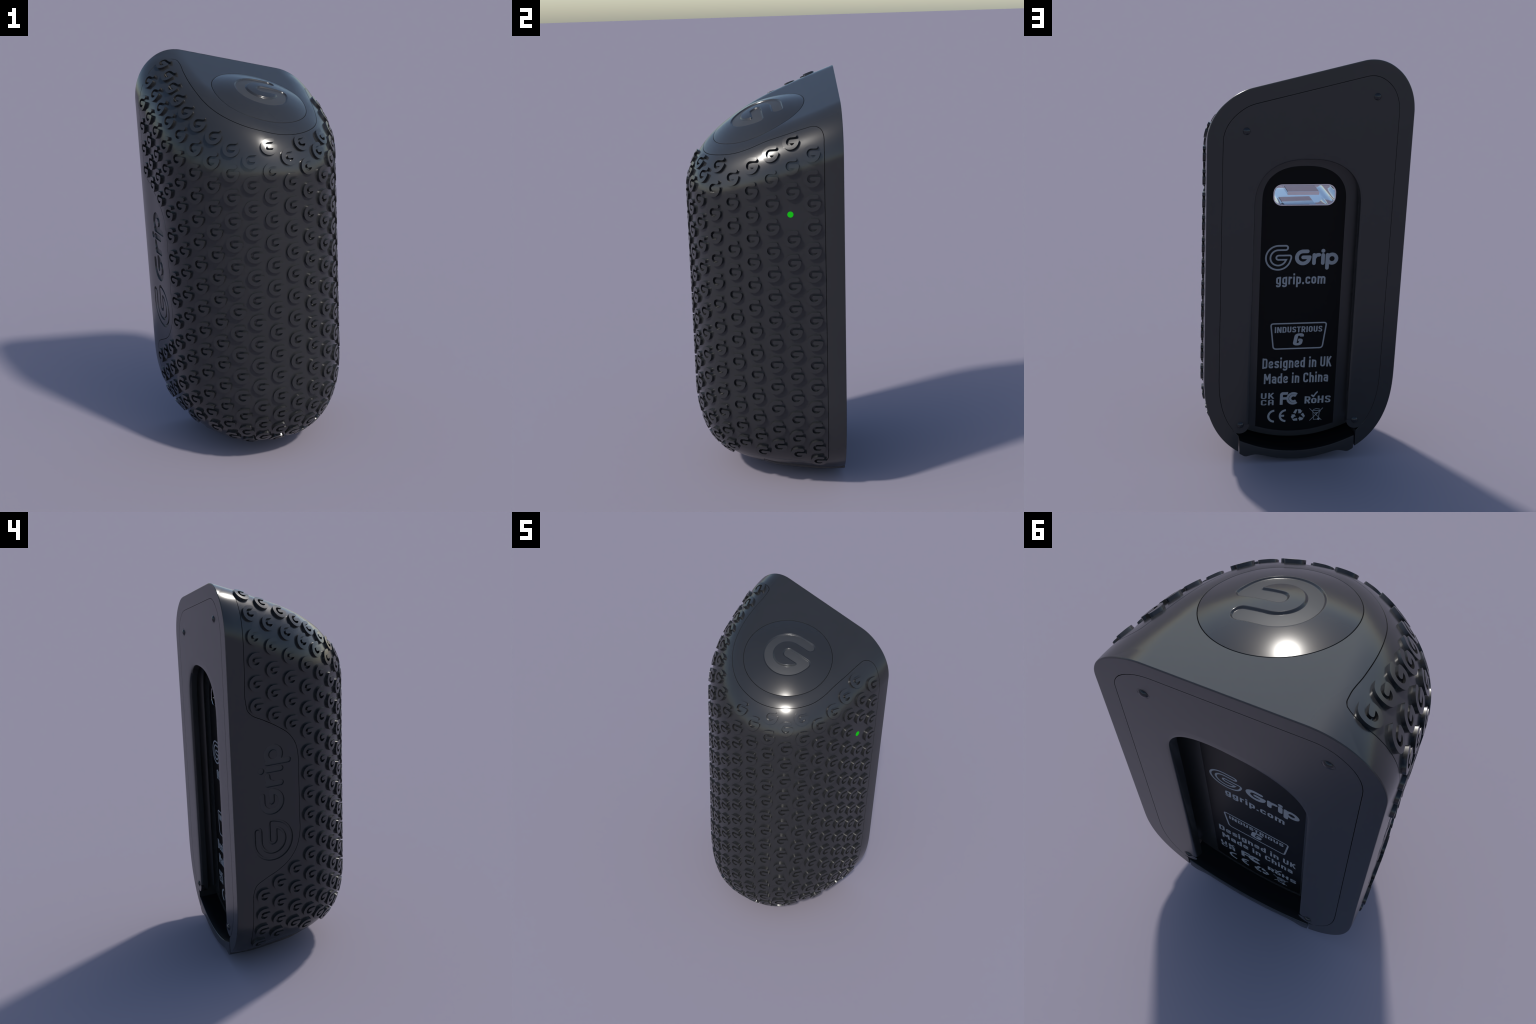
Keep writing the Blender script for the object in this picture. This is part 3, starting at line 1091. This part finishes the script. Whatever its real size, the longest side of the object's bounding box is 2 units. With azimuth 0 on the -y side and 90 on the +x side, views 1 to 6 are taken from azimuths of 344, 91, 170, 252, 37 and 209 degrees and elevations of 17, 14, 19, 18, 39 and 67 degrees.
text("ggrip.com", -0.122, 0.122, 0.9165, 0.9700)
text("INDUSTRIOUS", -0.119, 0.119, 0.6645, 0.6955, half=0.076)
text("G", -0.0275, 0.0200, 0.5945, 0.6585, half=0.098, shear=0.12)
text("Designed in UK", -0.175, 0.175, 0.474, 0.5295)
text("Made in China", -0.165, 0.163, 0.3905, 0.4455)
text("UK", -0.178, -0.109, 0.3075, 0.3395, half=0.066)
text("CA", -0.177, -0.109, 0.2715, 0.3030, half=0.066)
text("R", 0.046, 0.079, 0.2725, 0.3125)
text("o", 0.0800, 0.1105, 0.2715, 0.3130)
text("HS", 0.113, 0.182, 0.2730, 0.3130)
# frame of the maker's badge: a round-cornered trapezoid line


def soften(corners, r, n=7):
    out = []
    c = np.array(corners, float)
    for i in range(len(c)):
        a_, b_, d_ = c[i - 1], c[i], c[(i + 1) % len(c)]
        u1 = (a_ - b_) / np.linalg.norm(a_ - b_)
        u2 = (d_ - b_) / np.linalg.norm(d_ - b_)
        p, q_ = b_ + u1 * r, b_ + u2 * r
        for t_ in np.linspace(0, 1, n):
            out.append((1 - t_) ** 2 * p + 2 * t_ * (1 - t_) * b_ + t_ * t_ * q_)
    return np.array(out)


badge = soften([(-0.1425, 0.7160), (0.1425, 0.7160), (0.1255, 0.5750), (-0.1255, 0.5750)], 0.018)
ink("badge_frame", [badge, inset(badge, 0.0066)[::-1]])
# certification marks
ink("mark", [[(-0.079, 0.2715), (-0.079, 0.330), (-0.075, 0.337), (-0.068, 0.3405), (-0.038, 0.3405), (-0.040, 0.3265), (-0.0645, 0.3265), (-0.0645, 0.3125), (-0.041, 0.3125), (-0.043, 0.2995), (-0.0645, 0.2995), (-0.0645, 0.2715)]])
ink("mark", [flat_stroke(arc(-0.0115, 0.3045, 0.0290, 50, 310, 40), 0.0055)], 0.0002)
ink("mark", [flat_stroke(arc(-0.0105, 0.3045, 0.0165, 45, 315, 30), 0.0055)], 0.0002)
ink("mark", [[(0.078, 0.3175), (0.083, 0.3215), (0.090, 0.3185), (0.0925, 0.3165), (0.101, 0.330), (0.112, 0.3405), (0.113, 0.3320), (0.104, 0.3220), (0.094, 0.3060), (0.090, 0.3060)]])
for cx in (-0.1045, -0.0455):
    ink("mark", [flat_stroke(arc(cx, 0.2090, 0.0305, 92, 268, 36), 0.0052)])
ink("mark", [[(-0.080, 0.2140), (-0.0545, 0.2140), (-0.0545, 0.2040), (-0.080, 0.2040)]], 0.0002)
rc = np.array([0.0165, 0.2075])
for kk in range(3):
    an = math.radians(120 * kk)
    rot = np.array([[math.cos(an), math.sin(an)], [-math.sin(an), math.cos(an)]])
    for piece in ([(-0.0245, 0.016), (-0.014, 0.034), (-0.003, 0.034), (-0.0115, 0.0105)],
                  [(-0.001, 0.034), (0.012, 0.034), (0.0185, 0.0245), (0.0225, 0.0265), (0.014, 0.0115), (-0.001, 0.0125), (0.003, 0.0155)]):
        ink("mark", [np.array(piece) @ rot + rc])
bin_lines = [[(0.075, 0.244), (0.139, 0.176)], [(0.144, 0.244), (0.078, 0.175)], [(0.0925, 0.2300), (0.0985, 0.1800)], [(0.1275, 0.2300), (0.1230, 0.1800)],
             [(0.0965, 0.1810), (0.1260, 0.1810)], [(0.0905, 0.2310), (0.1320, 0.2310)], [(0.0940, 0.2360), (0.1110, 0.2415), (0.1300, 0.2370)],
             [(0.1040, 0.2190), (0.1180, 0.2190)], [(0.1180, 0.2190), (0.1050, 0.2070)], [(0.1310, 0.2320), (0.1310, 0.2230)]]
for i, ln in enumerate(bin_lines):
    ink("mark", [flat_stroke(ln, 0.0011)], 0.0002 * (i % 6))
ink("mark", [arc(0.1235, 0.1830, 0.0062, 0, 340, 18)], 0.0014)

# ------------------------------------------------------------- charging port
rings = [(0.0, LY + 0.0014), (0.0, LY + 0.0020), (0.0008, LY + 0.0026), (0.0052, LY + 0.0026), (0.0064, LY + 0.0018), (0.0068, LY - 0.004),
         (0.0072, LY - 0.03), (0.0072, 0.125)]
box = rounded_box(PX - 0.0004, PZ0 + 0.0004, PZ1 - 0.0004, PRAD)
loops = []
for d, y in rings:
    L = inset(box, d) if d else inset(box, 0.0)
    loops.append([(p[0], y, p[1]) for p in L])
loops.insert(0, [(p[0], LY - 0.004, p[1]) for p in inset(box, 0.0)])
k = len(loops[0])
pf = [(r * k + i, r * k + (i + 1) % k, (r + 1) * k + (i + 1) % k, (r + 1) * k + i) for r in range(len(loops) - 1) for i in range(k)]
pf.append(tuple((len(loops) - 1) * k + i for i in range(k)))
port_mesh = mesh_from("charging_port", [p for L in loops for p in L], pf)
auto_smooth(port_mesh, 32)
port = link("charging_port", port_mesh, MAT_CHROME, plate)
bm = bmesh.new()
bmesh.ops.create_cube(bm, size=1.0)
bmesh.ops.scale(bm, vec=(0.152, 0.118, 0.017), verts=bm.verts)
bmesh.ops.translate(bm, vec=(0.0, 0.182, 1.3605), verts=bm.verts)
bmesh.ops.bevel(bm, geom=bm.edges[:], offset=0.0015, segments=2, affect="EDGES")
tm = bpy.data.meshes.new("port_tongue")
bm.to_mesh(tm)
bm.free()
link("port_tongue", tm, MAT_CHROME, port)
# ----------------------------------------------------------------- bottom flap
FX = 0.2895


def flap_low(x):
    x = abs(x)
    return float(np.interp(x, [0, 0.05, 0.10, 0.15, 0.178, 0.195, 0.210, 0.225, 0.240, 0.256, 0.266, 0.278, 0.2860, FX],
                           [0.014, 0.0165, 0.024, 0.036, 0.0435, 0.0478, 0.0490, 0.0478, 0.0440, 0.0405, 0.0425, 0.0500, 0.0550, 0.0590]))


def flap_top(x):
    return 0.061 + 0.072 * (abs(x) / FX) ** 2 * 0.98 + 0.0 * x


xs = np.linspace(-FX, FX, 121)
fvv, fff, ring_pts = [], [], []


FLAP_Y = np.array([0.33, 0.29, 0.24, 0.18, 0.12, 0.07, 0.03, 0.0, -0.02, -0.033])
gx_, gy_ = np.meshgrid(xs, FLAP_Y, indexing="ij")
under = cast(np.stack([gx_.ravel(), gy_.ravel(), np.full(gx_.size, 0.7)], 1), np.tile([0, 0, -1.0], (gx_.size, 1)), 0.8)[:, 2].reshape(gx_.shape)
for i, x in enumerate(xs):
    lo_, hi_ = flap_low(x), flap_top(x)
    col = [(x, 0.2150, hi_ + 0.100), (x, 0.2200, hi_ + 0.006), (x, 0.2900, hi_ + 0.001), (x, 0.330, hi_), (x, YB - 0.003, hi_), (x, YB - 0.0006, hi_ - 0.0012), (x, YB, hi_ - 0.004),
           (x, YB, lo_ + 0.004), (x, YB - 0.0008, lo_ + 0.001), (x, YB - 0.004, lo_)]
    for y, u in zip(FLAP_Y, under[i]):
        k_ = np.clip((0.345 - y) / 0.20, 0, 1)
        k_ = k_ * k_ * (3 - 2 * k_)
        proud = 0.007 * np.clip((y + 0.033) / 0.06, 0, 1)
        col.append((x, y, max(lo_ * (1 - k_) + k_ * (u - proud), 0.0)))
    col.append((x, -0.033, hi_ + 0.09))
    ring_pts.append(col)
k = len(ring_pts[0])
fvv = [p for c in ring_pts for p in c]
for i in range(len(xs) - 1):
    for j in range(k):
        fff.append((i * k + j, i * k + (j + 1) % k, (i + 1) * k + (j + 1) % k, (i + 1) * k + j))
fff.append(tuple(range(k)))
fff.append(tuple((len(xs) - 1) * k + j for j in range(k)))
flap_mesh = mesh_from("bottom_flap", fvv, fff)
bm = bmesh.new()
bm.from_mesh(flap_mesh)
bmesh.ops.recalc_face_normals(bm, faces=bm.faces)
bm.to_mesh(flap_mesh)
bm.free()
auto_smooth(flap_mesh, 34)
flap_mesh.materials.append(MAT_BACK)
flap_mesh.materials.append(MAT_FLAP_INNER)
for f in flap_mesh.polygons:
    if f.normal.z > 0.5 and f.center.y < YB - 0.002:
        f.material_index = 1  # upward inner faces get a darker black than the rest of the flap
link("bottom_flap", flap_mesh, MAT_BACK)
bpy.context.view_layer.update()
print("pads", len(spots))
